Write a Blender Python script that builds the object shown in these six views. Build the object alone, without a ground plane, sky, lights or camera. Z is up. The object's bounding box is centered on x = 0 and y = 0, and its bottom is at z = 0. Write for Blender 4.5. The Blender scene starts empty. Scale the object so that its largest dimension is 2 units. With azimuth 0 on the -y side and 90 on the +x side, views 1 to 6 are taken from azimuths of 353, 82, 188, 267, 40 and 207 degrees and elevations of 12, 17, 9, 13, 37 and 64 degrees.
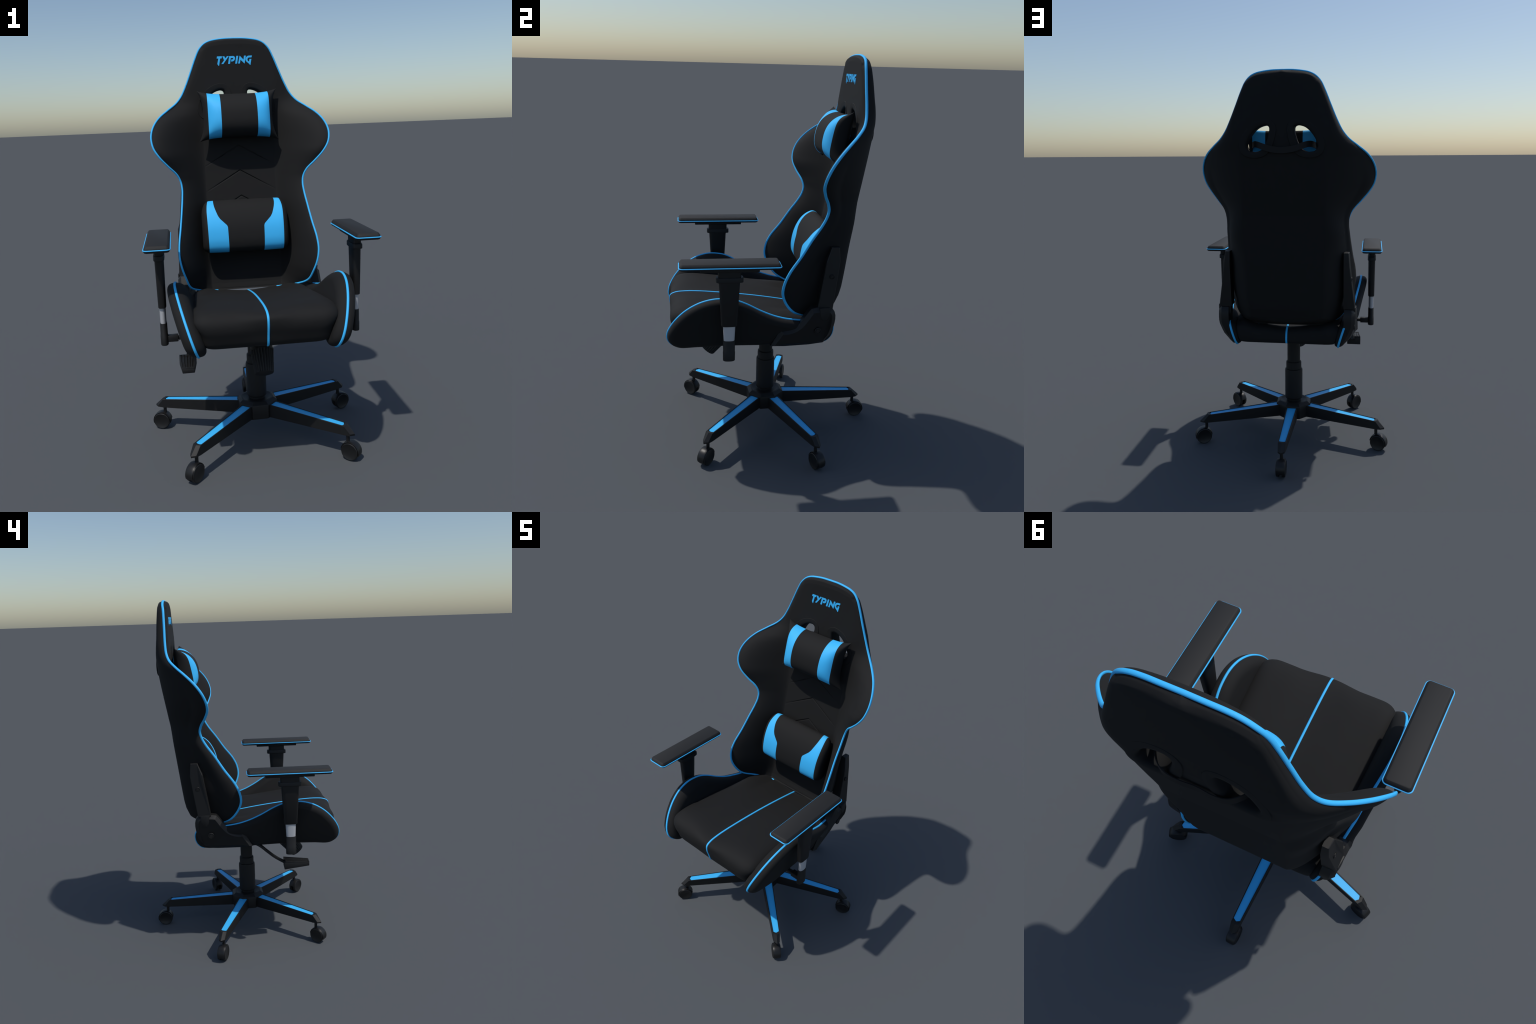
import bpy, bmesh, math
import numpy as np
from mathutils import Vector, Matrix

# ------------------------------------------------------------------ materials
def make_material(name, color, rough=0.6, metallic=0.0, spec=0.5, grain=0.0, grain_scale=400.0, tint=0.12, sheen=0.0):
    m = bpy.data.materials.new(name)
    m.use_nodes = True
    nt = m.node_tree
    b = nt.nodes["Principled BSDF"]
    b.inputs["Roughness"].default_value = rough
    b.inputs["Metallic"].default_value = metallic
    b.inputs["Specular IOR Level"].default_value = spec
    if sheen:
        b.inputs["Sheen Weight"].default_value = sheen
        b.inputs["Sheen Roughness"].default_value = 0.5
    tc = nt.nodes.new("ShaderNodeTexCoord")
    no = nt.nodes.new("ShaderNodeTexNoise")
    no.inputs["Scale"].default_value = grain_scale
    no.inputs["Detail"].default_value = 3.0
    nt.links.new(tc.outputs["Object"], no.inputs["Vector"])
    ramp = nt.nodes.new("ShaderNodeValToRGB")
    lo = [c * (1 - tint) for c in color]
    hi = [min(1.0, c * (1 + tint)) for c in color]
    ramp.color_ramp.elements[0].position = 0.3
    ramp.color_ramp.elements[1].position = 0.7
    ramp.color_ramp.elements[0].color = (*lo, 1)
    ramp.color_ramp.elements[1].color = (*hi, 1)
    nt.links.new(no.outputs["Fac"], ramp.inputs["Fac"])
    nt.links.new(ramp.outputs["Color"], b.inputs["Base Color"])
    if grain:
        bump = nt.nodes.new("ShaderNodeBump")
        bump.inputs["Strength"].default_value = grain
        bump.inputs["Distance"].default_value = 0.0006
        nt.links.new(no.outputs["Fac"], bump.inputs["Height"])
        nt.links.new(bump.outputs["Normal"], b.inputs["Normal"])
    return m

LEATHER = make_material("black_leather", (0.0066, 0.0066, 0.0067), 0.84, spec=0.40, grain=0.25, grain_scale=700)
PLASTIC = make_material("black_plastic", (0.0100, 0.0100, 0.0103), 0.55, spec=0.36, grain=0.1, grain_scale=900)
PAD = make_material("armrest_rubber", (0.0085, 0.0085, 0.0088), 0.76, spec=0.55, grain=0.2, grain_scale=900)
RUBBER = make_material("caster_black", (0.0095, 0.0095, 0.0097), 0.42, spec=0.42, grain=0.1, grain_scale=900)
WEBBING = make_material("black_webbing", (0.010, 0.010, 0.0105), 0.7, spec=0.3, grain=0.3, grain_scale=600)
GROOVE_DARK = make_material("groove_darker_black", (0.004, 0.004, 0.0042), 0.8, spec=0.2)
BLUE = make_material("sky_blue_leather", (0.054, 0.51, 1.0), 0.6, spec=0.3, grain=0.15, grain_scale=700, tint=0.03)
PAINT = make_material("sky_blue_paint", (0.054, 0.51, 1.0), 0.5, spec=0.4, tint=0.02)
STEEL = make_material("satin_steel", (0.56, 0.57, 0.59), 0.32, metallic=0.25, tint=0.03)

# ------------------------------------------------------------------ helpers
def link(obj, parent=None):
    bpy.context.scene.collection.objects.link(obj)
    if parent is not None:
        obj.parent = parent
    return obj

def mesh_object(name, verts, faces, mat, parent, smooth=True, angle=35.0, bevel=0.0, segments=2, fix=True):
    me = bpy.data.meshes.new(name)
    me.from_pydata([tuple(map(float, v)) for v in verts], [], [list(map(int, f)) for f in faces])
    if fix:
        bm = bmesh.new(); bm.from_mesh(me)
        bmesh.ops.remove_doubles(bm, verts=bm.verts, dist=1e-5)
        bmesh.ops.dissolve_degenerate(bm, edges=bm.edges, dist=1e-6)
        bmesh.ops.recalc_face_normals(bm, faces=bm.faces)
        if bevel:
            es = [e for e in bm.edges if len(e.link_faces) == 2 and e.calc_face_angle(0) > math.radians(28)]
            bmesh.ops.bevel(bm, geom=es, offset=bevel, segments=segments, profile=0.5, affect='EDGES', clamp_overlap=True)
        bm.to_mesh(me); bm.free()
    if smooth:
        me.polygons.foreach_set("use_smooth", [True] * len(me.polygons))
        me.set_sharp_from_angle(angle=math.radians(angle))
    me.materials.append(mat)
    return link(bpy.data.objects.new(name, me), parent)

def split_objects(verts, faces, groups, specs, parent_first):
    """One smooth body cut into objects whose borders coincide; each keeps the whole body's normals."""
    tmp = bpy.data.meshes.new("tmp")
    tmp.from_pydata([tuple(map(float, v)) for v in verts], [], faces)
    bm = bmesh.new(); bm.from_mesh(tmp)
    bmesh.ops.recalc_face_normals(bm, faces=bm.faces)
    bm.normal_update()
    normals = [v.normal.copy() for v in bm.verts]
    ordered = [[v.index for v in f.verts] for f in bm.faces]
    bm.free(); bpy.data.meshes.remove(tmp)
    out, parent = [], parent_first
    for gi, (name, mat) in enumerate(specs):
        sub = [f for f, g in zip(ordered, groups) if g == gi]
        used = sorted({i for f in sub for i in f})
        remap = {o: n for n, o in enumerate(used)}
        me = bpy.data.meshes.new(name)
        me.from_pydata([tuple(map(float, verts[i])) for i in used], [], [[remap[i] for i in f] for f in sub])
        me.polygons.foreach_set("use_smooth", [True] * len(me.polygons))
        me.normals_split_custom_set_from_vertices([tuple(normals[i]) for i in used])
        me.materials.append(mat)
        o = link(bpy.data.objects.new(name, me), parent)
        if gi == 0:
            parent = o
        out.append(o)
    return out

def spline(pts, n, closed=False):
    """Centripetal Catmull-Rom through control points, resampled evenly by length."""
    P = np.array(pts, float)
    if closed:
        P = np.vstack([P[-1], P, P[0], P[1]])
    else:
        P = np.vstack([2 * P[0] - P[1], P, 2 * P[-1] - P[-2]])
    out = []
    for i in range(1, len(P) - 2):
        p0, p1, p2, p3 = P[i - 1], P[i], P[i + 1], P[i + 2]
        t0 = 0.0
        t1 = t0 + max(1e-6, np.linalg.norm(p1 - p0)) ** 0.5
        t2 = t1 + max(1e-6, np.linalg.norm(p2 - p1)) ** 0.5
        t3 = t2 + max(1e-6, np.linalg.norm(p3 - p2)) ** 0.5
        t = np.linspace(t1, t2, 24, endpoint=False)[:, None]
        a1 = (t1 - t) / (t1 - t0) * p0 + (t - t0) / (t1 - t0) * p1
        a2 = (t2 - t) / (t2 - t1) * p1 + (t - t1) / (t2 - t1) * p2
        a3 = (t3 - t) / (t3 - t2) * p2 + (t - t2) / (t3 - t2) * p3
        b1 = (t2 - t) / (t2 - t0) * a1 + (t - t0) / (t2 - t0) * a2
        b2 = (t3 - t) / (t3 - t1) * a2 + (t - t1) / (t3 - t1) * a3
        out.append((t2 - t) / (t2 - t1) * b1 + (t - t1) / (t2 - t1) * b2)
    out = np.vstack(out + [P[-2][None]])
    d = np.r_[0, np.cumsum(np.linalg.norm(np.diff(out, axis=0), axis=1))]
    s = np.linspace(0, d[-1], n + 1 if closed else n)
    if closed:
        s = s[:-1]
    return np.column_stack([np.interp(s, d, out[:, k]) for k in range(out.shape[1])])

def cord(name, path, outward, half_out, half_side, mat, parent, sides=14):
    """Piping: an oval cord along path; half_out along the outward direction, half_side across it."""
    path = np.array(path, float); out = np.array(outward, float)
    tan = np.gradient(path, axis=0); tan /= np.linalg.norm(tan, axis=1)[:, None]
    rings = []
    for p, t, o in zip(path, tan, out):
        o = o - t * (o @ t); o /= np.linalg.norm(o); w = np.cross(t, o)
        rings.append([p + o * half_out * math.cos(a) + w * half_side * math.sin(a) for a in np.linspace(0, 2 * math.pi, sides, endpoint=False)])
    return loft(name, rings, mat, parent, angle=60)

def tube(name, path, radius, mat, parent, closed=False, sides=12, flat=1.0):
    path = np.array(path, float); n = len(path)
    tan = (np.roll(path, -1, 0) - np.roll(path, 1, 0)) if closed else np.gradient(path, axis=0)
    tan /= np.maximum(np.linalg.norm(tan, axis=1), 1e-9)[:, None]
    u = np.cross(tan[0], [0.31, 0.2, 0.93]); u /= np.linalg.norm(u)
    verts, faces = [], []
    for i in range(n):
        u = u - tan[i] * (u @ tan[i]); u /= np.linalg.norm(u)
        w = np.cross(tan[i], u)
        for k in range(sides):
            a = 2 * math.pi * k / sides
            verts.append(path[i] + radius * (math.cos(a) * u + math.sin(a) * w * flat))
    m = n if closed else n - 1
    shift = 0
    if closed:
        first = np.array(verts[:sides]); last_u = u - tan[0] * (u @ tan[0])
        d = [np.linalg.norm(first[k] - (path[0] + radius * last_u)) for k in range(sides)]
        shift = int(np.argmin(d))
    for i in range(m):
        for k in range(sides):
            off = shift if (closed and i == n - 1) else 0
            j = (i + 1) % n
            faces.append((i * sides + k, i * sides + (k + 1) % sides, j * sides + (k + 1 + off) % sides, j * sides + (k + off) % sides))
    if not closed:
        faces.append(tuple(range(sides))[::-1]); faces.append(tuple((n - 1) * sides + k for k in range(sides)))
    return mesh_object(name, verts, faces, mat, parent, angle=60)

def loft(name, rings, mat, parent, caps=True, angle=35.0, closed=False, bevel=0.0):
    n = len(rings[0]); verts = [p for r in rings for p in r]; faces = []
    m = len(rings) if closed else len(rings) - 1
    for i in range(m):
        j = (i + 1) % len(rings)
        for k in range(n):
            faces.append((i * n + k, i * n + (k + 1) % n, j * n + (k + 1) % n, j * n + k))
    if caps and not closed:
        faces.append(tuple(range(n))[::-1]); faces.append(tuple((len(rings) - 1) * n + k for k in range(n)))
    return mesh_object(name, verts, faces, mat, parent, angle=angle, bevel=bevel)

def lathe(name, profile, mat, parent, center=(0, 0, 0), axis=(0, 0, 1), sides=40, angle=35.0, ribs=0, rib_depth=0.0, rib_span=None):
    axis = np.array(axis, float); axis /= np.linalg.norm(axis)
    u = np.cross(axis, [0.0, 1.0, 0.0] if abs(axis[1]) < 0.9 else [1.0, 0, 0]); u /= np.linalg.norm(u); w = np.cross(axis, u)
    rings = []
    for idx, (r, h) in enumerate(profile):
        ring = []
        for k in range(sides):
            a = 2 * math.pi * k / sides
            rr = r
            if ribs and rib_span and rib_span[0] <= idx <= rib_span[1]:
                rr = r - rib_depth * (0.5 + 0.5 * math.tanh(3 * math.cos(ribs * a)))
            ring.append(np.array(center) + axis * h + rr * (math.cos(a) * u + math.sin(a) * w))
        rings.append(ring)
    return loft(name, rings, mat, parent, angle=angle)

def prism(name, poly, to3d, d0, d1, mat, parent, bevel=0.0, segments=2, angle=35.0):
    """Extrude a 2D polygon between depths d0 and d1; to3d(p, depth) gives the point."""
    n = len(poly)
    verts = [to3d(p, d0) for p in poly] + [to3d(p, d1) for p in poly]
    faces = [tuple(range(n))[::-1], tuple(range(n, 2 * n))] + [(k, (k + 1) % n, n + (k + 1) % n, n + k) for k in range(n)]
    return mesh_object(name, verts, faces, mat, parent, bevel=bevel, segments=segments, angle=angle)

def box(name, lo, hi, mat, parent, bevel=0.003):
    poly = [(lo[0], lo[1]), (hi[0], lo[1]), (hi[0], hi[1]), (lo[0], hi[1])]
    return prism(name, poly, lambda p, d: (p[0], p[1], d), lo[2], hi[2], mat, parent, bevel=bevel)

def smooth01(a, b, x):
    t = np.clip((np.asarray(x, float) - a) / (b - a), 0, 1)
    return t * t * (3 - 2 * t)

def rounded_rect(hx, hy, r, n=6):
    pts = []
    for cx, cy, a0 in ((hx - r, hy - r, 0), (-hx + r, hy - r, 90), (-hx + r, -hy + r, 180), (hx - r, -hy + r, 270)):
        for k in range(n + 1):
            a = math.radians(a0 + 90 * k / n)
            pts.append((cx + r * math.cos(a), cy + r * math.sin(a)))
    return pts

def oval(hx, hy, p=2.6, n=28):
    out = []
    for k in range(n):
        a = 2 * math.pi * k / n
        c, s = math.cos(a), math.sin(a)
        out.append((hx * math.copysign(abs(c) ** (2 / p), c), hy * math.copysign(abs(s) ** (2 / p), s)))
    return out

# ------------------------------------------------------------------ the chair
chair = bpy.data.objects.new("gaming_chair", None)
link(chair)
chair["label"] = "black racing style gaming chair with sky blue piping and cushions"
chair["category"] = "office chair"

# ================================================================== BACKREST
# piping line of one half: x, y, z from the top centre down and round to the bottom centre
PIPE = [(0.0, .400, 1.994), (.05, .400, 1.993), (.096, .398, 1.988), (.128, .397, 1.981), (.154, .396, 1.968), (.179, .392, 1.942),
        (.200, .390, 1.900), (.227, .388, 1.834), (.256, .386, 1.765), (.283, .380, 1.712), (.312, .365, 1.676),
        (.358, .328, 1.640), (.400, .285, 1.606), (.428, .245, 1.570), (.443, .212, 1.532), (.446, .190, 1.497),
        (.437, .174, 1.455), (.412, .171, 1.413), (.372, .187, 1.366), (.331, .211, 1.321), (.314, .220, 1.284),
        (.309, .212, 1.248), (.311, .190, 1.207), (.318, .146, 1.145), (.329, .095, 1.066), (.341, .040, .990),
        (.343, .015, .935), (.334, .009, .880), (.317, .030, .822), (.300, .071, .772), (.262, .142, .737),
        (.205, .198, .716), (.155, .209, .710), (.08, .212, .709), (.0, .212, .709)]
outline = spline(PIPE, 1400)
arc = np.r_[0, np.cumsum(np.linalg.norm(np.diff(outline[:, [0, 2]], axis=0), axis=1))]
Y_FRONT = [(1.994, .392), (1.991, .382), (1.985, .3770), (1.965, .3745), (1.90, .3735), (1.80, .3700), (1.72, .3670), (1.65, .3635), (1.58, .3590),
           (1.50, .3530), (1.42, .3440), (1.322, .331), (1.19, .311), (1.0, .278), (.85, .253), (.78, .238), (.74, .227), (.72, .219), (.709, .217)]
Y_REAR = [(1.994, .410), (1.990, .424), (1.981, .4315), (1.965, .4350), (1.87, .4395), (1.77, .4435), (1.68, .4430), (1.60, .4370), (1.525, .4255),
          (1.426, .409), (1.302, .387), (1.20, .376), (1.085, .363), (.97, .349), (.86, .335), (.815, .3255), (.772, .307), (.745, .291), (.730, .277), (.722, .262), (.709, .225)]
def table(tab, z):
    a = np.array(sorted(tab)); return np.interp(z, a[:, 0], a[:, 1])
zs = outline[:, 2]
order = np.argsort(zs)
def pipe_x(z): return np.interp(z, zs[order], outline[order, 0])
def pipe_y(z): return np.interp(z, zs[order], outline[order, 1])
PANEL = 0.185
top_part = outline[: int(np.argmax(outline[:, 0] > .165))]
def edge_z(x, z):
    """height re-measured from the top edge at this x, so that the edge rolls over evenly"""
    top = np.interp(np.abs(x), top_part[:, 0], top_part[:, 2])
    return np.minimum(z + (top_part[0, 2] - top) * smooth01(1.86, 1.95, z), top_part[0, 2])
CHEVRONS = [1.452, 1.322, 1.190]
def chevron_depth(x, z):
    d = np.zeros_like(x)
    for apex in CHEVRONS:
        line = apex - 0.575 * np.abs(x)
        dist = np.abs(z - line) * 0.867
        fade = np.clip((0.184 - np.abs(x)) / 0.12, 0, 1) ** 0.6
        d = np.maximum(d, 0.0040 * fade * np.exp(-(dist / 0.0022) ** 2))
    return d
def front_profile(x, xp, s, z):
    """0 on the middle panel, 1 on the piping."""
    a = np.clip((np.abs(x) - PANEL) / np.maximum(xp - PANEL, 0.01), 0, 1)
    bolster = 0.60 * a ** 1.25 + 0.40 * np.sin(a * math.pi / 2) ** 1.45
    bolster = bolster + (0.06 + 0.26 * smooth01(1.32, 1.44, z) * smooth01(1.66, 1.58, z)) * 4 * a ** 3 * (1 - a)
    edge = s ** 22
    w = smooth01(1.80, 1.60, z)
    return edge * (1 - w) + bolster * w
def front_y(x, z):
    xp = pipe_x(z); s = np.clip(np.abs(x) / xp, 0, 1)
    return table(Y_FRONT, z) + (pipe_y(z) - table(Y_FRONT, z)) * front_profile(x, xp, s, z)
def rear_y(x, z):
    return table(Y_REAR, z)

# rows run from the centre line C(t) out to the piping O(t), fanning near the top and bottom edges
TOP_Z, LOW_Z = 1.85, 0.86
i_top = int(np.argmin(np.abs(zs[:700] - TOP_Z)))
i_low = int(np.argmin(np.abs(zs - LOW_Z)))
c_z = zs.copy()
c_z[:i_top] = zs[0] + (zs[i_top] - zs[0]) * (arc[:i_top] / arc[i_top])
c_z[i_low:] = zs[i_low] + (zs[-1] - zs[i_low]) * (arc[i_low:] - arc[i_low]) / (arc[-1] - arc[i_low])
weight = 1 + 2.6 * smooth01(1.04, 1.07, c_z) * smooth01(1.48, 1.45, c_z)
cum = np.r_[0, np.cumsum((weight[1:] + weight[:-1]) * 0.5 * np.diff(arc))]
ROWS = 520
ti = np.interp(np.linspace(0, cum[-1], ROWS), cum, np.arange(len(cum)))
def samp(a): return np.interp(ti, np.arange(len(a)), a)
ox, oy, oz, cz = samp(outline[:, 0]), samp(outline[:, 1]), samp(zs), samp(c_z)
NC, NB, NR = 84, 34, 46
frac_c = np.linspace(0, 1, NC, endpoint=False)
frac_b = np.linspace(0, 1, NB + 1)
half_front, half_rear = [], []
low_arc = samp(arc)
i0_ = int(np.argmax(oz < .86)); low_arc0, low_arc1 = low_arc[i0_ - 1], low_arc[-1]
REAR_LOW = spline([(pipe_x(.86), .86), (.312, .805), (.296, .768), (.276, .744), (.250, .730), (.21, .724), (.12, .722), (.0, .722)], 60)
low_f = np.linspace(0, 1, 60)
for i in range(ROWS):
    split = min(PANEL / max(ox[i], 1e-6), 0.8)
    s = np.r_[frac_c * split, split + (1 - split) * np.sin(frac_b * math.pi / 2) ** 0.9]
    x = ox[i] * s; z = cz[i] + (oz[i] - cz[i]) * s ** 2
    y = table(Y_FRONT, edge_z(x, z)) + (oy[i] - table(Y_FRONT, edge_z(ox[i], oz[i]))) * front_profile(x, ox[i], s, z)
    y = y + chevron_depth(x, z)
    half_front.append(np.column_stack([x, y, z]))
    # rear: wall running back from the piping, rounding into the flat rear panel
    q = np.linspace(0, 1, NR)
    wing = smooth01(1.70, 1.58, oz[i]) * smooth01(1.20, 1.36, oz[i])
    head = smooth01(1.66, 1.80, oz[i])
    low = smooth01(.95, .74, oz[i])
    panel_x = min(0.205, 0.80 * ox[i]) - 0.012 * smooth01(1.22, 1.05, oz[i]) - 0.010 * low
    panel_x = panel_x * (1 - head) + 0.86 * ox[i] * head
    qq = np.clip(q / 0.75, 0, 1)
    th = qq * math.pi / 2
    e_ = 1.0 - 0.42 * head + (0.10 + 0.16 * smooth01(1.22, 1.05, oz[i])) * (1 - head)          # boxier on the headrest, softer below
    inward_e, depth_e = 1 - np.cos(th) ** e_, np.sin(th) ** e_
    k = 0.80 * wing
    inward = (1 - k) * inward_e + k * qq
    depth = (1 - k) * depth_e + k * (0.45 * np.sin(th) + 0.55 * qq)
    xr = np.where(q <= 0.75, ox[i] + (panel_x - ox[i]) * inward, panel_x * (1 - (q - 0.75) / 0.25))
    xr = xr + np.where(q <= 0.75, (0.001 + 0.011 * smooth01(1.56, 1.42, oz[i]) * smooth01(.72, .85, oz[i])) * np.sin(np.clip(qq / 0.30, 0, 1) * math.pi), 0) * min(1.0, ox[i] / 0.1)
    sr = xr / max(ox[i], 1e-6)
    # below the waist the rear shell is squarer than the piping line: morph to a rounded-rectangle outline
    g = smooth01(0, .5, qq) if oz[i] < .86 else np.zeros(NR)
    f_low = np.clip((low_arc[i] - low_arc0) / (low_arc1 - low_arc0), 0, 1)
    rx, rz = np.interp(f_low, low_f, REAR_LOW[:, 0]), np.interp(f_low, low_f, REAR_LOW[:, 1])
    rc = cz[i] + (0.722 - .709) * f_low
    bx, bz, bc = ox[i] + (rx - ox[i]) * g, oz[i] + (rz - oz[i]) * g, cz[i] + (rc - cz[i]) * g
    if oz[i] < .86:
        xr = sr * bx
    zr = bc + (bz - bc) * np.clip(sr, 0, 1.1) ** 2
    crown = 0.012 * head * np.clip(sr, 0, 1) ** 3
    yr = oy[i] + (table(Y_REAR, edge_z(xr, zr)) - crown - oy[i]) * depth
    half_rear.append(np.column_stack([xr, yr, zr]))
HOLE_IN = [(.062, 1.730), (.060, 1.712), (.066, 1.682), (.079, 1.650), (.100, 1.622), (.130, 1.613), (.160, 1.619), (.172, 1.640),
           (.163, 1.668), (.144, 1.698), (.117, 1.724), (.092, 1.735), (.073, 1.737)]
HOLE_OUT = [(.041, 1.763), (.027, 1.742), (.025, 1.712), (.035, 1.666), (.050, 1.628), (.078, 1.596), (.128, 1.583), (.186, 1.596), (.206, 1.632),
            (.198, 1.677), (.177, 1.716), (.139, 1.751), (.102, 1.767), (.067, 1.771)]
hole_in = spline(HOLE_IN, 72, True); hole_out_raw = spline(HOLE_OUT, 720, True)
hc = hole_in.mean(0)
ang_o = np.arctan2(hole_out_raw[:, 1] - hc[1], hole_out_raw[:, 0] - hc[0])
nrm = np.roll(hole_in, -1, 0) - np.roll(hole_in, 1, 0); nrm /= np.linalg.norm(nrm, axis=1)[:, None]
nrm = np.column_stack([nrm[:, 1], -nrm[:, 0]])
if np.sum((hole_in - hc) * nrm) < 0: nrm = -nrm
hole_out = []
for p, nn in zip(hole_in, nrm):       # matching point of the outer edge: the one most nearly along the normal
    d = hole_out_raw - p
    dist = np.linalg.norm(d, axis=1)
    hole_out.append(hole_out_raw[np.argmax((d @ nn) / dist - 0.25 * dist)])
hole_out = np.array(hole_out)
for _ in range(3):
    hole_out = 0.5 * hole_out + 0.25 * (np.roll(hole_out, 1, 0) + np.roll(hole_out, -1, 0))
hole_mid = hole_in * 0.55 + hole_out * 0.45
def inside(px, pz, poly):
    px = np.abs(px); res = np.zeros(len(px), bool); n = len(poly)
    for k in range(n):
        x1, z1 = poly[k]; x2, z2 = poly[(k + 1) % n]
        c = ((z1 > pz) != (z2 > pz))
        with np.errstate(divide='ignore', invalid='ignore'):
            res ^= c & (px < (x2 - x1) * (pz - z1) / (z2 - z1 + 1e-12) + x1)
    return res
verts, faces = [], []
def add_grid(grid):
    """grid: rows x columns x 3"""
    g = np.array(grid); r, c = g.shape[:2]; base = len(verts)
    verts.extend(g.reshape(-1, 3))
    idx = base + np.arange(r * c).reshape(r, c)
    quads = np.stack([idx[:-1, :-1], idx[:-1, 1:], idx[1:, 1:], idx[1:, :-1]], -1).reshape(-1, 4)
    cen = g.reshape(-1, 3)[quads - base].mean(1)
    keep = ~inside(cen[:, 0], cen[:, 2], hole_mid)
    faces.extend(map(tuple, quads[keep]))
mirror = np.array([-1, 1, 1])
add_grid([np.vstack([(h[::-1] * mirror)[:-1], h]) for h in half_front])
add_grid([np.vstack([h[:-1], (h * mirror)[::-1]]) for h in half_rear])
backrest = mesh_object("backrest", verts, faces, LEATHER, chair, angle=80)
backrest.data.materials.append(GROOVE_DARK)
for poly in backrest.data.polygons:                     # the chevron groove faces get a darker black than the faces around them
    c = poly.center
    if abs(c.x) < .19 and c.y < .345 and 1.05 < c.z < 1.46 and float(chevron_depth(np.array([c.x]), np.array([c.z]))[0]) > 0.0018:
        poly.material_index = 1

pl = spline(PIPE, 420)
end = int(np.argmax((pl[:, 2] < .72) & (pl[:, 0] < .155))) 
half = pl[:end]
# push the piping a little outwards from the body so that it stands proud of the seam
full = np.vstack([(half[::-1] * mirror)[:-1], half])
tg_ = np.gradient(full, axis=0)
outw = np.column_stack([-tg_[:, 2], np.zeros(len(full)), tg_[:, 0]])
outw /= np.linalg.norm(outw, axis=1)[:, None]
if outw[len(full) // 2, 2] < 0: outw = -outw
cord("piping", full + outw * 0.0010, outw, 0.0046, 0.0068, BLUE, backrest)

# ---- hole frames
for sgn in (1, -1):
    prof = [(1.0, 'f', .006), (1.0, 'f', -.0005), (.96, 'f', -.0025), (.85, 'f', -.0022), (.45, 'f', -.0012), (.25, 'f', .0003), (.08, 'f', .004), (0.0, 'f', .014),
            (0.0, 'r', -.012), (.06, 'r', -.004), (.20, 'r', .0008), (.45, 'r', .0020), (.85, 'r', .0022), (.96, 'r', .0016), (1.0, 'r', -.0015), (1.0, 'r', -.006)]
    rings = []
    for f, side, off in prof:
        p = hole_in * (1 - f) + hole_out * f
        y = (front_y(p[:, 0], p[:, 1]) if side == 'f' else rear_y(p[:, 0], p[:, 1]) - 0.006 * np.clip(p[:, 0] / .2, 0, 1) ** 2 * smooth01(1.62, 1.72, p[:, 1]) + 0.006 * np.clip((1.77 - p[:, 1]) / .19, 0, 1.05)) + off
        rings.append(np.column_stack([p[:, 0] * sgn, y, p[:, 1]]))
    loft("hole_frame", rings, LEATHER, backrest, closed=True, angle=50)

# ---- lettering on the headrest, drawn stroke outline by stroke outline
def arc_pts(cx, cy, rx, ry, a0, a1, n=8):
    return [(cx + rx * math.cos(math.radians(a)), cy - ry * math.sin(math.radians(a))) for a in np.linspace(a0, a1, n)]
LETTERS = {
    "T": [(312, 305), (545, 298), (528, 398), (455, 402), (385, 748), (362, 742), (308, 662), (368, 402), (290, 406)],
    "Y": [(562, 302), (660, 298), (705, 395), (785, 292), (875, 288), (595, 660), (498, 663), (640, 480)],
    "P": [(893, 292)] + [(1085, 285)] + arc_pts(1085, 385, 85, 98, 75, 0, 5) + arc_pts(1010, 400, 150, 142, -10, -80, 6) + [(972, 545), (990, 448)]
         + arc_pts(1040, 410, 38, 36, -70, 70, 6) + [(965, 380), (915, 652), (823, 656)],
    "I": [(1238, 280), (1325, 277), (1255, 640), (1165, 645)],
    "N": [(1395, 268), (1572, 455), (1605, 270), (1695, 266), (1615, 640), (1425, 460), (1390, 636), (1308, 640)],
    "G": [(1985, 258), (1962, 350), (1880, 352)] + arc_pts(1860, 450, 98, 98, 100, 245, 9) + [(1840, 535), (1862, 425), (1952, 420), (1895, 705), (1870, 700), (1815, 628), (1790, 620)]
         + arc_pts(1860, 440, 188, 178, 245, 110, 10) + [(1880, 264)],
}
def letter_xz(px, py):
    return (px - 1137) * 1.08e-4, 1.9045 - (py + .0254 * (px - 290) - 305) * 1.06e-4
for ch, poly in LETTERS.items():
    def to3d(p, d):
        x, z = letter_xz(*p)
        return (x, float(front_y(np.array([x]), np.array([z]))[0]) + d, z)
    prism("letter", poly, to3d, -0.0016, 0.004, BLUE, backrest)

# ================================================================== PILLOWS
def closed_offset(profile):
    p = np.array(profile); t = np.roll(p, -1, 0) - np.roll(p, 1, 0); t /= np.linalg.norm(t, axis=1)[:, None]
    n = np.column_stack([t[:, 1], -t[:, 0]])
    if np.sum((p - p.mean(0)) * n) < 0: n = -n
    return n

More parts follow.
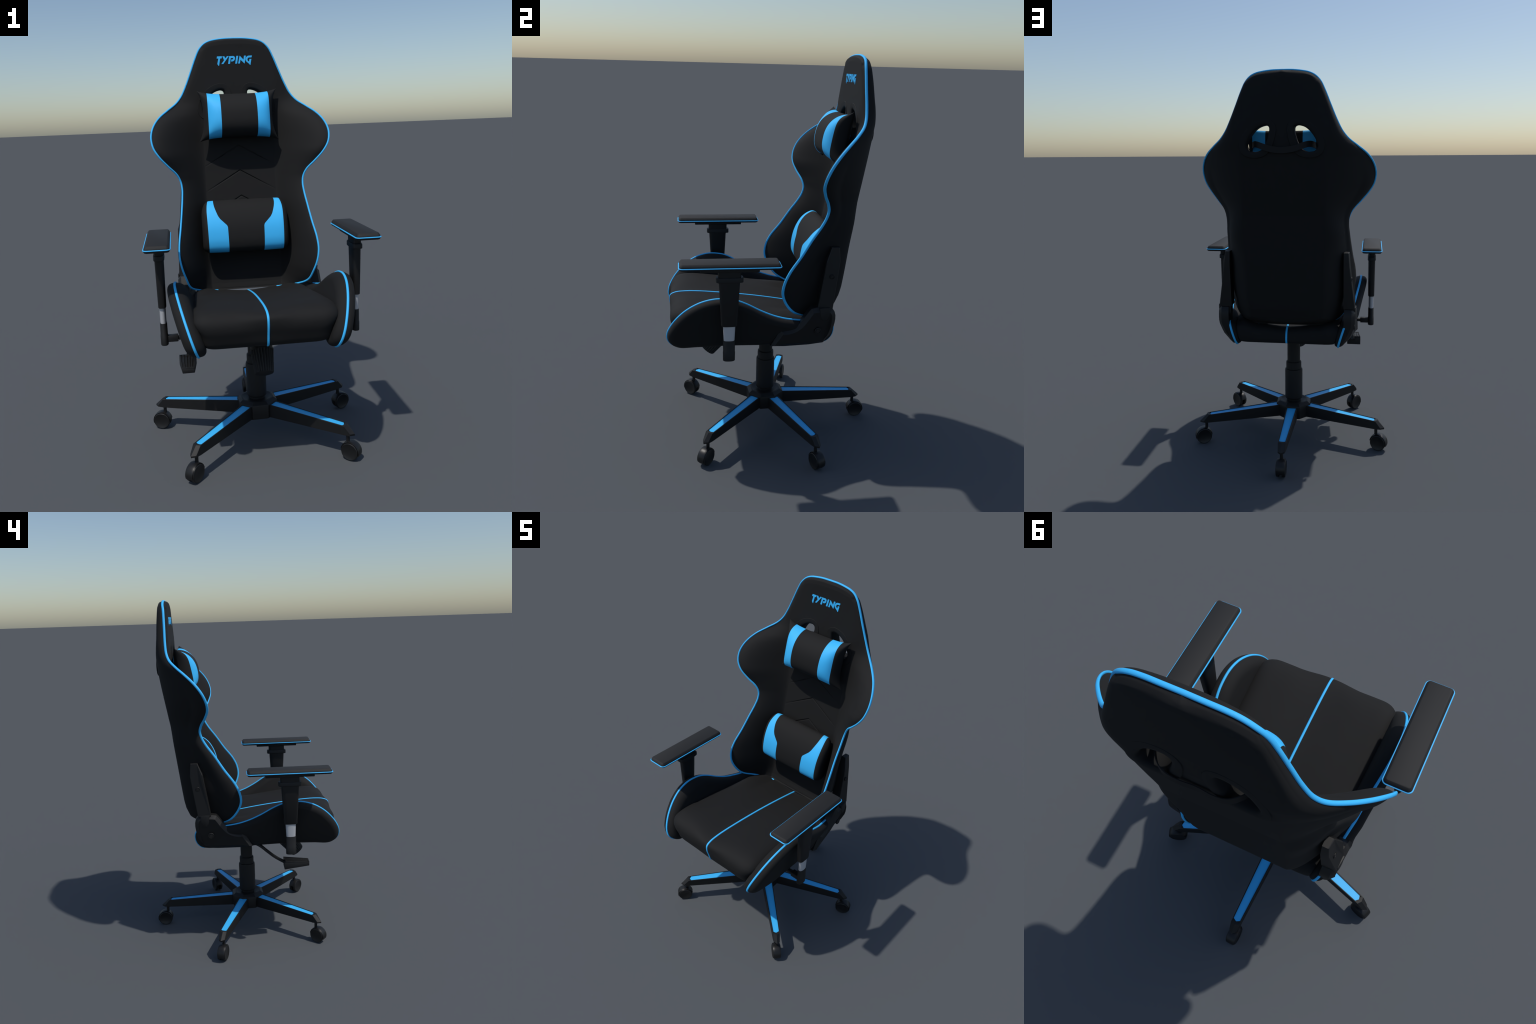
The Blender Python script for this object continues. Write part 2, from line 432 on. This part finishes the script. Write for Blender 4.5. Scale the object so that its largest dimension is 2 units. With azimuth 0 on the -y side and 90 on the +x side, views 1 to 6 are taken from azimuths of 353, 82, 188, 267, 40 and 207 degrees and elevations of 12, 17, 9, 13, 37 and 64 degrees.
def padded_loft(profile, profile_side, columns, half_width, radius, bump):
    """Side profile (y, z) swept across x; ends are rounded by pulling the profile in.
    columns: function v-index array -> list of x fractions (shared); returns verts, faces."""
    rows = len(profile)
    verts, faces = [], []
    for ci, u in enumerate(columns):
        w_ = float(smooth01(.04, .5, abs(u)))
        p = np.array(profile) * (1 - w_) + np.array(profile_side) * w_
        n = closed_offset(p)
        t = np.clip((abs(u) - (1 - radius[0])) / radius[0], 0, 1)
        rr = radius[1] + (radius[2] - radius[1]) * smooth01(-.38, -.50, p[:, 0]) + (radius[3] - radius[1]) * smooth01(.02, .16, p[:, 0])
        rr = rr * (1 - 0.6 * smooth01(.70, .64, p[:, 1]))
        inset = rr * (1 - math.sqrt(max(0.0, 1 - t ** 2.5)))
        lift = bump(u) * (np.clip(n[:, 1], 0, 1) + 0.5 * smooth01(.70, .76, p[:, 1]) * np.clip(-n[:, 0], 0, 1))
        lift = lift + 0.014 * smooth01(.55, .80, abs(u)) * smooth01(-.1, .1, p[:, 0]) * np.clip(n[:, 1], 0, 1)
        q = p + n * (lift - inset)[:, None]
        x = u * half_width(p[:, 0], p[:, 1])
        verts.extend(np.column_stack([x, q[:, 0], q[:, 1]]))
    m = len(columns)
    for c in range(m - 1):
        for r in range(rows):
            faces.append((c * rows + r, c * rows + (r + 1) % rows, (c + 1) * rows + (r + 1) % rows, (c + 1) * rows + r))
    faces.append(tuple(range(rows))[::-1]); faces.append(tuple((m - 1) * rows + r for r in range(rows)))
    return verts, faces

# ---- lumbar cushion
LUMBAR = [(.284, 1.130), (.272, 1.162), (.248, 1.175), (.219, 1.164), (.190, 1.139), (.166, 1.103), (.148, 1.060), (.138, 1.015), (.135, .975), (.141, .944),
          (.158, .924), (.190, .916), (.225, .917), (.248, .930), (.258, .965), (.272, 1.02), (.286, 1.09)]
prof = spline(LUMBAR, 120, True)
W = 0.221
def stripe_inner(z):
    return np.interp(z, [.90, 1.051, 1.060, 1.092, 1.106, 1.15, 1.185], [.090, .093, .097, .130, .139, .157, .169])
def stripe_outer(z):
    return np.interp(z, [.90, 1.18], [.191, .196])
verts, faces, groups = [], [], []
n_c, n_s, n_o = 9, 8, 12
frac = []
for s in np.linspace(-1, 0, n_o, endpoint=False): frac.append(("o", -1, s))
nrm = closed_offset(prof)
cols = []
def lumbar_x(col, z):
    kind, sg, f = col
    if kind == 'o': return sg * (stripe_outer(z) + (W - stripe_outer(z)) * f)
    if kind == 's': return sg * (stripe_inner(z) + (stripe_outer(z) - stripe_inner(z)) * f)
    return f * stripe_inner(z)
cols = [('o', -1, math.sin(f * math.pi / 2)) for f in np.linspace(1, 0, n_o, endpoint=False)] + [('s', -1, f) for f in np.linspace(1, 0, n_s, endpoint=False)] \
     + [('c', 0, f) for f in np.linspace(-1, 1, 2 * n_c, endpoint=False)] + [('s', 1, f) for f in np.linspace(0, 1, n_s, endpoint=False)] \
     + [('o', 1, math.sin(f * math.pi / 2)) for f in np.linspace(0, 1, n_o + 1)]
rows = len(prof)
for c in cols:
    x = lumbar_x(c, prof[:, 1])
    t = np.clip((np.abs(x) - 0.184) / (W - 0.184), 0, 1)
    inset = 0.036 * (1 - np.sqrt(np.maximum(0, 1 - t ** 2.2))) - 0.003 * (1 - (x / W) ** 2)
    q = prof - nrm * inset[:, None]
    x = x * (1 - 0.07 * smooth01(.17, .28, prof[:, 0]))
    verts.extend(np.column_stack([x, q[:, 0], q[:, 1]]))
for c in range(len(cols) - 1):
    g = 1 if (cols[c][0] == 's' and cols[c][1] > 0) or (cols[c + 1][0] == 's' and cols[c + 1][1] < 0) or (cols[c][0] == 's' and cols[c][1] < 0) else 0
    if cols[c][0] == 'o': g = 0
    if cols[c][0] == 'c': g = 0
    for r in range(rows):
        faces.append((c * rows + r, c * rows + (r + 1) % rows, (c + 1) * rows + (r + 1) % rows, (c + 1) * rows + r)); groups.append(g)
faces.append(tuple(range(rows))[::-1]); groups.append(0)
faces.append(tuple((len(cols) - 1) * rows + r for r in range(rows))); groups.append(0)
split_objects(verts, faces, groups, [("lumbar_pillow", LEATHER), ("pillow_stripe", BLUE)], chair)

# ---- head pillow: two bulging faces that meet in a seam with four pointed corners
xs_breaks = [(-1.0, -0.157, 12, 'o'), (-0.157, -0.092, 9, 's'), (-0.092, 0.092, 18, 'c'), (0.092, 0.157, 9, 's'), (0.157, 1.0, 12, 'o')]
V = 64
vv = np.sin(np.linspace(-1, 1, V) * math.pi / 2)
def pillow_edge(v): return 0.178 + 0.029 * np.abs(v) ** 2.6
cols, kinds = [], []
for a, b, n, kind in xs_breaks:
    for f in np.linspace(0, 1, n, endpoint=False):
        xe = pillow_edge(vv)
        a_ = -xe if a == -1.0 else np.full(V, a); b_ = xe if b == 1.0 else np.full(V, b)
        ff = math.sin(f * math.pi / 2) if b == 1.0 else (1 - math.cos(f * math.pi / 2)) if a == -1.0 else f
        cols.append(a_ + (b_ - a_) * ff); kinds.append(kind)
cols.append(pillow_edge(vv))
verts, faces, groups = [], [], []
M = len(cols)
def pillow_point(x, v, side):
    u = np.clip(x / pillow_edge(v), -1, 1)
    z = 1.6045 + v * (0.1095 + 0.0205 * np.abs(u) ** 4)
    plane = 0.318 + 0.186 * (z - 1.6045)
    prof_u = np.maximum(0, 1 - np.abs(u) ** 5) ** 0.55
    prof_v = np.maximum(0, 1 - np.abs(v) ** 2.4) ** 0.52
    bulge = prof_u * prof_v
    y = plane - 0.096 * bulge if side == 0 else plane + 0.034 * bulge
    return np.column_stack([x, y, z])
for side in (0, 1):
    for c in range(M):
        verts.extend(pillow_point(cols[c], vv, side))
for side in (0, 1):
    base = side * M * V
    for c in range(M - 1):
        for r in range(V - 1):
            faces.append((base + c * V + r, base + c * V + r + 1, base + (c + 1) * V + r + 1, base + (c + 1) * V + r)); groups.append(1 if kinds[c] == 's' else 0)
# weld the seam by index so that both faces share it
remap = {}
for c in range(M):
    for r in range(V):
        if c in (0, M - 1) or r in (0, V - 1):
            remap[M * V + c * V + r] = c * V + r
faces = [tuple(remap.get(i, i) for i in f) for f in faces]
head_parts = split_objects(verts, faces, groups, [("head_pillow", LEATHER), ("pillow_stripe", BLUE)], chair)

# ---- strap that holds the head pillow: out through one hole, across the back, in through the other
path = spline([(.158, .340, 1.640), (.150, .375, 1.646), (.132, .415, 1.650), (.110, .440, 1.645), (.085, .4515, 1.636), (.050, .4525, 1.626), (.0, .4475, 1.621),
               (-.050, .4525, 1.626), (-.085, .4515, 1.636), (-.110, .440, 1.645), (-.132, .415, 1.650), (-.150, .375, 1.646), (-.158, .340, 1.640)], 90)
rings = []
tang = np.gradient(path, axis=0); tang /= np.linalg.norm(tang, axis=1)[:, None]
for p, t in zip(path, tang):
    up = np.array([0, 0, 1.0]); up -= t * (up @ t); up /= np.linalg.norm(up); side = np.cross(t, up)
    rings.append([p + up * a + side * b for a, b in ((.0145, .0014), (-.0145, .0014), (-.0145, -.0014), (.0145, -.0014))])
loft("strap", rings, WEBBING, head_parts[0])

# ================================================================== SEAT
X_SEAT = 0.004
SEAT = [(-.480, .630), (-.508, .646), (-.524, .690), (-.537, .738), (-.534, .768), (-.508, .782), (-.46, .787), (-.40, .786), (-.30, .778), (-.17, .764), (-.06, .749),
        (.06, .729), (.14, .714), (.20, .702), (.238, .692), (.260, .676), (.269, .654), (.270, .636), (.262, .620), (.24, .612), (.10, .614), (-.10, .622), (-.30, .632), (-.45, .637)]
prof = spline(SEAT, 200, True)
SEAT_SIDE = [(-.477, .630), (-.505, .645), (-.522, .684), (-.533, .722), (-.526, .755), (-.503, .779), (-.466, .791), (-.42, .793), (-.30, .782), (-.17, .767), (-.06, .752),
        (.06, .732), (.14, .718), (.20, .707), (.238, .698), (.260, .682), (.269, .658), (.270, .638)] + SEAT[-6:]
prof_side = spline(SEAT_SIDE, 200, True)
def seat_half(y, z):
    w = 0.268 + 0.30 * (np.clip(z, .62, .80) - .64)
    return w - 0.012 * smooth01(-.15, .25, y)
def seat_bump(u):
    return 0.005 * math.sin(min(abs(u) / 0.62, 1.0) * math.pi / 2) ** 2
us = np.r_[-1 + 0.25 * (1 - np.cos(np.linspace(0, math.pi / 2, 18, endpoint=False))), np.linspace(-.75, .75, 41), (1 - 0.25 * (1 - np.cos(np.linspace(0, math.pi / 2, 18, endpoint=False))))[::-1]]
us = np.unique(np.round(us, 5))
verts, faces = padded_loft(prof, prof_side, us, seat_half, (0.26, 0.034, 0.040, 0.016), seat_bump)
verts = [v + np.array([X_SEAT, 0, 0]) for v in verts]
seat = mesh_object("seat_cushion", verts, faces, LEATHER, chair, angle=70)
a = int(np.argmin(np.linalg.norm(prof - np.array([-.486, .637]), axis=1)))
b = int(np.argmin(np.linalg.norm(prof - np.array([.262, .620]), axis=1)))
line = np.roll(prof, -a, 0)[: (b - a) % len(prof) + 1]
nl = np.roll(closed_offset(prof), -a, 0)[: len(line)]
cord("seat_piping", np.column_stack([np.full(len(line), X_SEAT), line]), np.column_stack([np.zeros(len(nl)), nl]), 0.0032, 0.0052, BLUE, seat)

# ---- side bolsters
BOLSTER = [(-.490, .606), (-.528, .626), (-.546, .655), (-.546, .690), (-.534, .722), (-.507, .765), (-.459, .816), (-.404, .853), (-.358, .871), (-.312, .879), (-.262, .877),
           (-.219, .868), (-.170, .846), (-.102, .806), (-.033, .773), (.035, .752), (.100, .740), (.170, .732), (.225, .727), (.258, .715), (.274, .690), (.276, .660), (.268, .630), (.248, .606), (.215, .596),
           (.10, .600), (-.05, .608), (-.25, .614), (-.40, .610)]
bol = spline(BOLSTER, 240, True)
bn = closed_offset(bol)
def lean(y, z):
    return 0.298 + 0.305 * (z - 0.62) - 0.10 * np.maximum(0, y - 0.02) ** 1.0
def thick(y): return 0.043 - 0.014 * smooth01(.02, .24, y)
for sgn in (1, -1):
    rings = []
    R = 0.036
    steps = [(d, h) for d, h in ((1 - math.cos(t), math.sin(t)) for t in np.linspace(0, math.pi / 2, 12))]
    def ring(d, side):
        q = bol - bn * (R * d[0])
        T = thick(q[:, 0]) * (d[1] ** 0.8 if d[1] > 0 else 0)
        flare = (0.016 if sgn > 0 else 0.001) * smooth01(.80, .66, q[:, 1]) * smooth01(-.52, -.36, q[:, 0]) * smooth01(.02, -.14, q[:, 0]) if side > 0 else 0.0
        x = lean(q[:, 0], q[:, 1]) + side * T + flare * d[1]
        return np.column_stack([X_SEAT + sgn * x, q[:, 0], q[:, 1]])
    rings = [ring(s, 1) for s in steps[::-1]] + [ring(s, -1) for s in steps[1:]]
    # inner fills shrink towards the medial line so the flanks stay smooth
    loft("seat_bolster", rings, LEATHER, seat, angle=60)
    i0 = int(np.argmin(np.linalg.norm(bol - np.array([-.490, .606]), axis=1)))
    i1 = int(np.argmin(np.linalg.norm(bol - np.array([.225, .597]), axis=1)))
    loop = np.roll(bol, -i0, 0)[: (i1 - i0) % len(bol) + 1]
    nl = np.roll(bn, -i0, 0)[: len(loop)]
    loop = loop + nl * 0.001
    cord("piping", np.column_stack([X_SEAT + sgn * lean(loop[:, 0], loop[:, 1]), loop]), np.column_stack([np.zeros(len(nl)), nl]), 0.0042, 0.0056, BLUE, seat)

# ================================================================== ARMRESTS
for sgn, xc in ((-1, -0.4340), (1, 0.4490)):
    yc, hx, hy = -0.2575, 0.0572, 0.2330
    def slab(name, layers, mat, parent, r=0.02):
        rings = []
        for z, inset in layers:
            rings.append([(xc + px, yc + py, z) for px, py in rounded_rect(hx - inset, hy - inset, max(r - inset, 0.004), 7)])
        return loft(name, rings, mat, parent, angle=30)
    arm = slab("armrest", [(1.0700, .0042), (1.0752, .0046), (1.0766, .0052), (1.0858, .0118), (1.0868, .0140)], PAD, chair)
    slab("trim", [(1.0668, .0014), (1.0680, 0.0), (1.0700, 0.0), (1.0712, .0014)], PAINT, arm)
    slab("armrest_tray", [(1.0575, .0110), (1.0590, .0070), (1.0630, .0040), (1.0672, .0032)], PLASTIC, arm)
    box("slide_plate", (xc - .034, -.392, 1.0435), (xc + .034, -.125, 1.0580), PLASTIC, arm)
    def stack(name, layers, mat, p=2.8, angle=35):
        return loft(name, [[(xc + px, y0 + py, z) for px, py in oval(wx, wy, p)] for z, wx, wy, y0 in layers], mat, arm, angle=angle)
    stack("post_neck", [(1.013, .0200, .0525, -.2595), (1.045, .0200, .0525, -.2595)], PLASTIC, 5)
    stack("post_collar", [(.990, .0225, .061, -.259), (.992, .0240, .063, -.259), (1.010, .0240, .063, -.259), (1.013, .0225, .061, -.259)], PLASTIC, 5)
    stack("post", [(.7725, .0165, .0345, -.2595), (.7750, .0180, .0370, -.2595), (.992, .0205, .0490, -.2600)], PLASTIC, 3.6)
    stack("post_sleeve", [(.698, .0140, .0255, -.2595), (.775, .0142, .0290, -.2595)], STEEL, 2.4)
    stack("post_socket", [(.597, .0160, .0270, -.2595), (.599, .0175, .0285, -.2595), (.641, .0175, .0290, -.2595), (.6425, .0165, .0280, -.2595), (.698, .0160, .0285, -.2600), (.700, .0150, .0275, -.2600)], PLASTIC, 2.4)
    s = -sgn
    x0, x1, x2 = xc + s * .012, xc + s * .062, xc + s * .30
    box("support_bar", (min(x0, x1), -.275, .609), (max(x0, x1), -.243, .638), PLASTIC, arm)
    box("support_rod", (min(x1, x2), -.269, .614), (max(x1, x2), -.249, .632), PLASTIC, arm)

# ================================================================== RECLINE BRACKETS
UPPER = [(.282, 1.106), (.243, 1.108), (.216, 1.045), (.180, .811), (.253, .808), (.288, 1.036)]
LOWER = spline([(.150, .810), (.138, .797), (.118, .768), (.096, .739), (.070, .716), (.040, .705), (.010, .704)], 16).tolist() + [(-.002, .704), (-.050, .622), (.022, .612), (.15, .602), (.228, .600)] \
      + spline([(.240, .612), (.258, .66), (.268, .72), (.272, .752), (.268, .785), (.252, .806), (.235, .812)], 12).tolist() + [(.175, .814)]
for sgn in (1, -1):
    def outer_x(y, z):
        if z > .81:      # bar: outer face turned a little to the rear
            return float(np.interp(z, [.80, 1.0, 1.045, 1.11], [.357, .351, .349, .327])) - 0.30 * np.clip(y - (.180 + (z - .811) * .152), 0, .075) * (0.4 if z > 1.07 else 1)
        k = float(np.interp(z, [.60, .62, .66, .72], [.24, .22, .11, .03]))
        return (0.378 if sgn > 0 else 0.370) - k * (y + .05) - 0.06 * max(0.0, y - .17)
    def plate(name, poly, inner, chamfer, drop, mat, parent):
        p = np.array(poly); n = closed_offset(p)
        q = p - n * chamfer
        xo = lambda arr: np.array([outer_x(*a_) for a_ in np.minimum(arr, [9, .805])])
        rings = [np.column_stack([np.maximum(inner, xo(p) - .055) * sgn, p]), np.column_stack([(xo(p) - drop) * sgn, p]), np.column_stack([xo(q) * sgn, q])]
        return loft(name, [r_ + np.array([X_SEAT, 0, 0]) for r_ in rings], mat, parent, angle=25)
    br = plate("recline_bracket", LOWER, .285, .020, .016, PLASTIC, chair)
    # upper arm of the bracket: flat bar with a slanted tip
    up = np.array(UPPER); un = closed_offset(up)
    xo = np.array([outer_x(*a_) for a_ in up])
    q = up - un * 0.003
    rings = [np.column_stack([np.full(6, .297) * sgn, up]), np.column_stack([(xo - .003) * sgn, up]), np.column_stack([xo * sgn, q])]
    rings = [r_ + np.array([0.0 if sgn > 0 else X_SEAT, 0, 0]) for r_ in rings]
    loft("bracket_arm", rings, PLASTIC, br, angle=20)
    prism("hinge_link", [(.186, .815), (.240, .815), (.236, .768), (.224, .750), (.204, .750), (.194, .768)], lambda p, d: (X_SEAT + sgn * (d if d < .33 else outer_x(p[0], min(p[1], .80)) + .001), p[0], p[1]), .30, .36, PLASTIC, br, bevel=.003)
    for (by, bz, r) in ((.247, .965, .012), (.184, .694, .0165)):
        xo_ = float(outer_x(by, bz)) - .001
        lathe("bolt", [(r, -.004), (r, .0012), (r * .90, .0024), (r * .78, .0024), (r * .72, -.0004), (r * .62, -.0004), (r * .58, .0014), (0.0005, .0018)], PLASTIC, br, center=(sgn * xo_ + X_SEAT, by, bz), axis=(sgn, 0, 0), sides=28)

# ================================================================== UNDER THE SEAT
mech = box("tilt_mechanism", (-.095, -.235, .575), (.095, .120, .640), PLASTIC, chair, bevel=.008)
box("seat_plate", (-.215, -.30, .618), (.215, .17, .636), PLASTIC, mech, bevel=.003)
ax = np.array([0, .62, .785])
lathe("tension_knob", [(.001, 0), (.036, 0), (.0415, .0015), (.044, .006), (.0535, .104), (.0545, .106), (.0545, .112), (.051, .114), (.051, .150), (.001, .150)], PLASTIC, mech,
      center=(0.003, -.343, .449), axis=ax, sides=192, ribs=24, rib_depth=.0035, rib_span=(3, 4), angle=30)
lever_path = spline([(-.200, .00, .628), (-.285, -.045, .625), (-.312, -.088, .612), (-.320, -.130, .578), (-.326, -.175, .542), (-.332, -.232, .508)], 40)
rings = []
tg = np.gradient(lever_path, axis=0); tg /= np.linalg.norm(tg, axis=1)[:, None]
for p, t in zip(lever_path, tg):
    side = np.cross(t, [0, 0, 1.0]); side /= np.linalg.norm(side); upv = np.cross(side, t)
    rings.append([p + side * a_ + upv * b_ for a_, b_ in ((.010, .006), (-.010, .006), (-.010, -.006), (.010, -.006))])
lever = loft("height_lever", rings, PLASTIC, chair, angle=30)
def pedal_point(f, g, h):
    """f 0..1 back to front, g -1..1 across, h 0 bottom / 1 top"""
    x = -.3355 + g * (.0395 - .0125 * f); y = -.226 - .144 * f
    zt = .529 - .012 * f; zb = .478 + .013 * f
    return (x, y, zb + (zt - zb) * h)
poly = [(0, -1), (1, -1), (1, 1), (0, 1)]
prism("lever_pedal", poly, lambda p, d: pedal_point(p[0], p[1], d), 0, .86, PLASTIC, lever, bevel=.003)
for g in np.linspace(-.92, .92, 6):
    v_ = [pedal_point(f, g + dg, h) for h in (.80, 1.0) for f, dg in ((.02, -.07), (.98, -.07), (.98, .07), (.02, .07))]
    mesh_object("pedal_rib", v_, [(0, 1, 2, 3), (4, 5, 6, 7), (0, 1, 5, 4), (1, 2, 6, 5), (2, 3, 7, 6), (3, 0, 4, 7)], PLASTIC, lever, bevel=.0015)
for f0, f1 in ((.0, .05), (.93, 1.0)):
    v_ = [pedal_point(f, g, h) for h in (.80, .99) for f, g in ((f0, -.99), (f1, -.99), (f1, .99), (f0, .99))]
    mesh_object("pedal_rib", v_, [(0, 1, 2, 3), (4, 5, 6, 7), (0, 1, 5, 4), (1, 2, 6, 5), (2, 3, 7, 6), (3, 0, 4, 7)], PLASTIC, lever, bevel=.0015)

# ================================================================== GAS LIFT AND BASE
CX, CY = 0.0, -0.020
lift = lathe("gas_lift", [(.001, .17), (.040, .17), (.040, .211), (.0455, .211), (.0490, .2145), (.0500, .220), (.0500, .378), (.0485, .386), (.0445, .3885), (.001, .3885)], PLASTIC, chair, center=(CX, CY, 0), sides=56)
lathe("lift_sleeve", [(.001, .387), (.0435, .387), (.0435, .418), (.0430, .428), (.039, .4315), (.001, .4315)], PLASTIC, lift, center=(CX, CY, 0), sides=56)
lathe("lift_tube", [(.001, .43), (.0365, .43), (.0365, .625), (.001, .625)], PLASTIC, lift, center=(CX, CY, 0), sides=56)
R8 = 1 / math.cos(math.pi / 8)
def octagon(r, z): return [(CX + r * R8 * math.cos(math.radians(22.5 + 45 * k + 3)), CY + r * R8 * math.sin(math.radians(22.5 + 45 * k + 3)), z) for k in range(8)]
hub = loft("base_hub", [octagon(.080, .112), octagon(.092, .116), octagon(.0955, .130), octagon(.0965, .182), octagon(.0945, .190), octagon(.079, .202), octagon(.072, .203), octagon(.056, .198), octagon(.02, .198)], PLASTIC, chair, angle=20)
# leg profile: radius, half width, top height, bottom height
leg_me = stripe_me = None
def leg_mesh():
    """Tapering beam with a shallow channel in its top and a prow-shaped end."""
    rim, deep = .0045, .0042
    def section(r, hw, zt, zb, channel):
        f = zt - deep if channel else zt
        return [(r, -hw, zb), (r, 0, zb), (r, hw, zb), (r, hw, zt - .001), (r, hw - .001, zt), (r, hw - rim, zt), (r, hw - rim, f), (r, 0, f), (r, -hw + rim, f), (r, -hw + rim, zt), (r, -hw + .001, zt), (r, -hw, zt - .001)]
    rings = [section(.060, .0305, .1855, .1185, True), section(.100, .0295, .1845, .1190, True), section(.4905, .0208, .1660, .1200, True), section(.4907, .0208, .1660, .1200, False), section(.499, .0206, .1657, .1200, False)]
    rings[4][7] = (.5055, 0, .1657)
    tip = []
    for (r, y, z) in rings[4]:
        yy = y * .84
        tip.append((.5450 - abs(yy) * 1.0, yy, .1215 if z < .13 else .1295))
    rings.append(tip)
    o = loft("base_leg", rings, PLASTIC, None, angle=22)
    me = o.data; bpy.data.objects.remove(o); return me
def stripe_mesh():
    poly = [(.0985, -.0248), (.4800, -.0166), (.4895, 0), (.4800, .0166), (.0985, .0248)]
    def zt(r): return .1845 + (.1660 - .1845) * (r - .100) / .3905
    o = prism("leg_stripe", poly, lambda p, d: (p[0], p[1], zt(p[0]) + d), -.008, -.0030, PAINT, None)
    me = o.data; bpy.data.objects.remove(o); return me
leg_me, stripe_me = leg_mesh(), stripe_mesh()
# caster parts around the wheel centre; the trailing direction is +x, the wheel axis is y
WR = 0.0430
def disc_mesh(sy):
    o = lathe("wheel", [(.001, 0), (.0400, 0), (WR, .0025), (WR, .0105), (.0418, .0145), (.0390, .0163), (.0372, .0160), (.0362, .0152), (.001, .0158)], RUBBER, None, center=(0, sy * .0075, 0), axis=(0, sy, 0), sides=48, angle=40)
    me = o.data; bpy.data.objects.remove(o); return me
def hood_mesh():
    rings = []
    angs = np.radians(np.linspace(-18, 172, 40))
    for hw, rr in ((.0070, .024), (.0070, .0442), (.0195, .0442), (.0205, .0453), (.0170, .0466), (.0085, .0474), (-.0085, .0474), (-.0170, .0466), (-.0205, .0453), (-.0195, .0442), (-.0070, .0442), (-.0070, .024)):
        rings.append((hw, rr))
    o = loft("caster_hood", [[(rr * math.cos(t), hw, rr * math.sin(t)) for hw, rr in rings] for t in angs], RUBBER, None, angle=40)
    me = o.data; bpy.data.objects.remove(o); return me
def stem_mesh():
    o = lathe("caster_stem", [(.001, 0), (.0085, 0), (.0085, .042), (.001, .042)], RUBBER, None, center=(-.016, 0, .036), sides=20)
    me = o.data; bpy.data.objects.remove(o); return me
wheel_mes = [disc_mesh(1), disc_mesh(-1)]; hood_me = hood_mesh(); stem_me = stem_mesh()
CASTERS = [(-.3360, -.4210), (.3950, -.3670), (.4850, .1840), (-.4870, .1440), (0.0, .5080)]
for k, (wx, wy) in enumerate(CASTERS):
    a_ = math.atan2(wy - CY, wx - CX); r_ = math.hypot(wx - CX, wy - CY)
    leg = link(bpy.data.objects.new("base_leg", leg_me), chair)
    leg.matrix_world = Matrix.Translation((CX, CY, 0)) @ Matrix.Rotation(a_, 4, 'Z')
    st = bpy.data.objects.new("leg_stripe", stripe_me); link(st, leg)
    # the hood is the caster's body; wheels and stem hang from it
    h = bpy.data.objects.new("caster", hood_me); link(h, chair)
    h.matrix_world = Matrix.Translation((wx, wy, WR)) @ Matrix.Rotation(a_, 4, 'Z')
    for me, nm in ((wheel_mes[0], "wheel"), (wheel_mes[1], "wheel"), (stem_me, "caster_stem")):
        link(bpy.data.objects.new(nm, me), h)
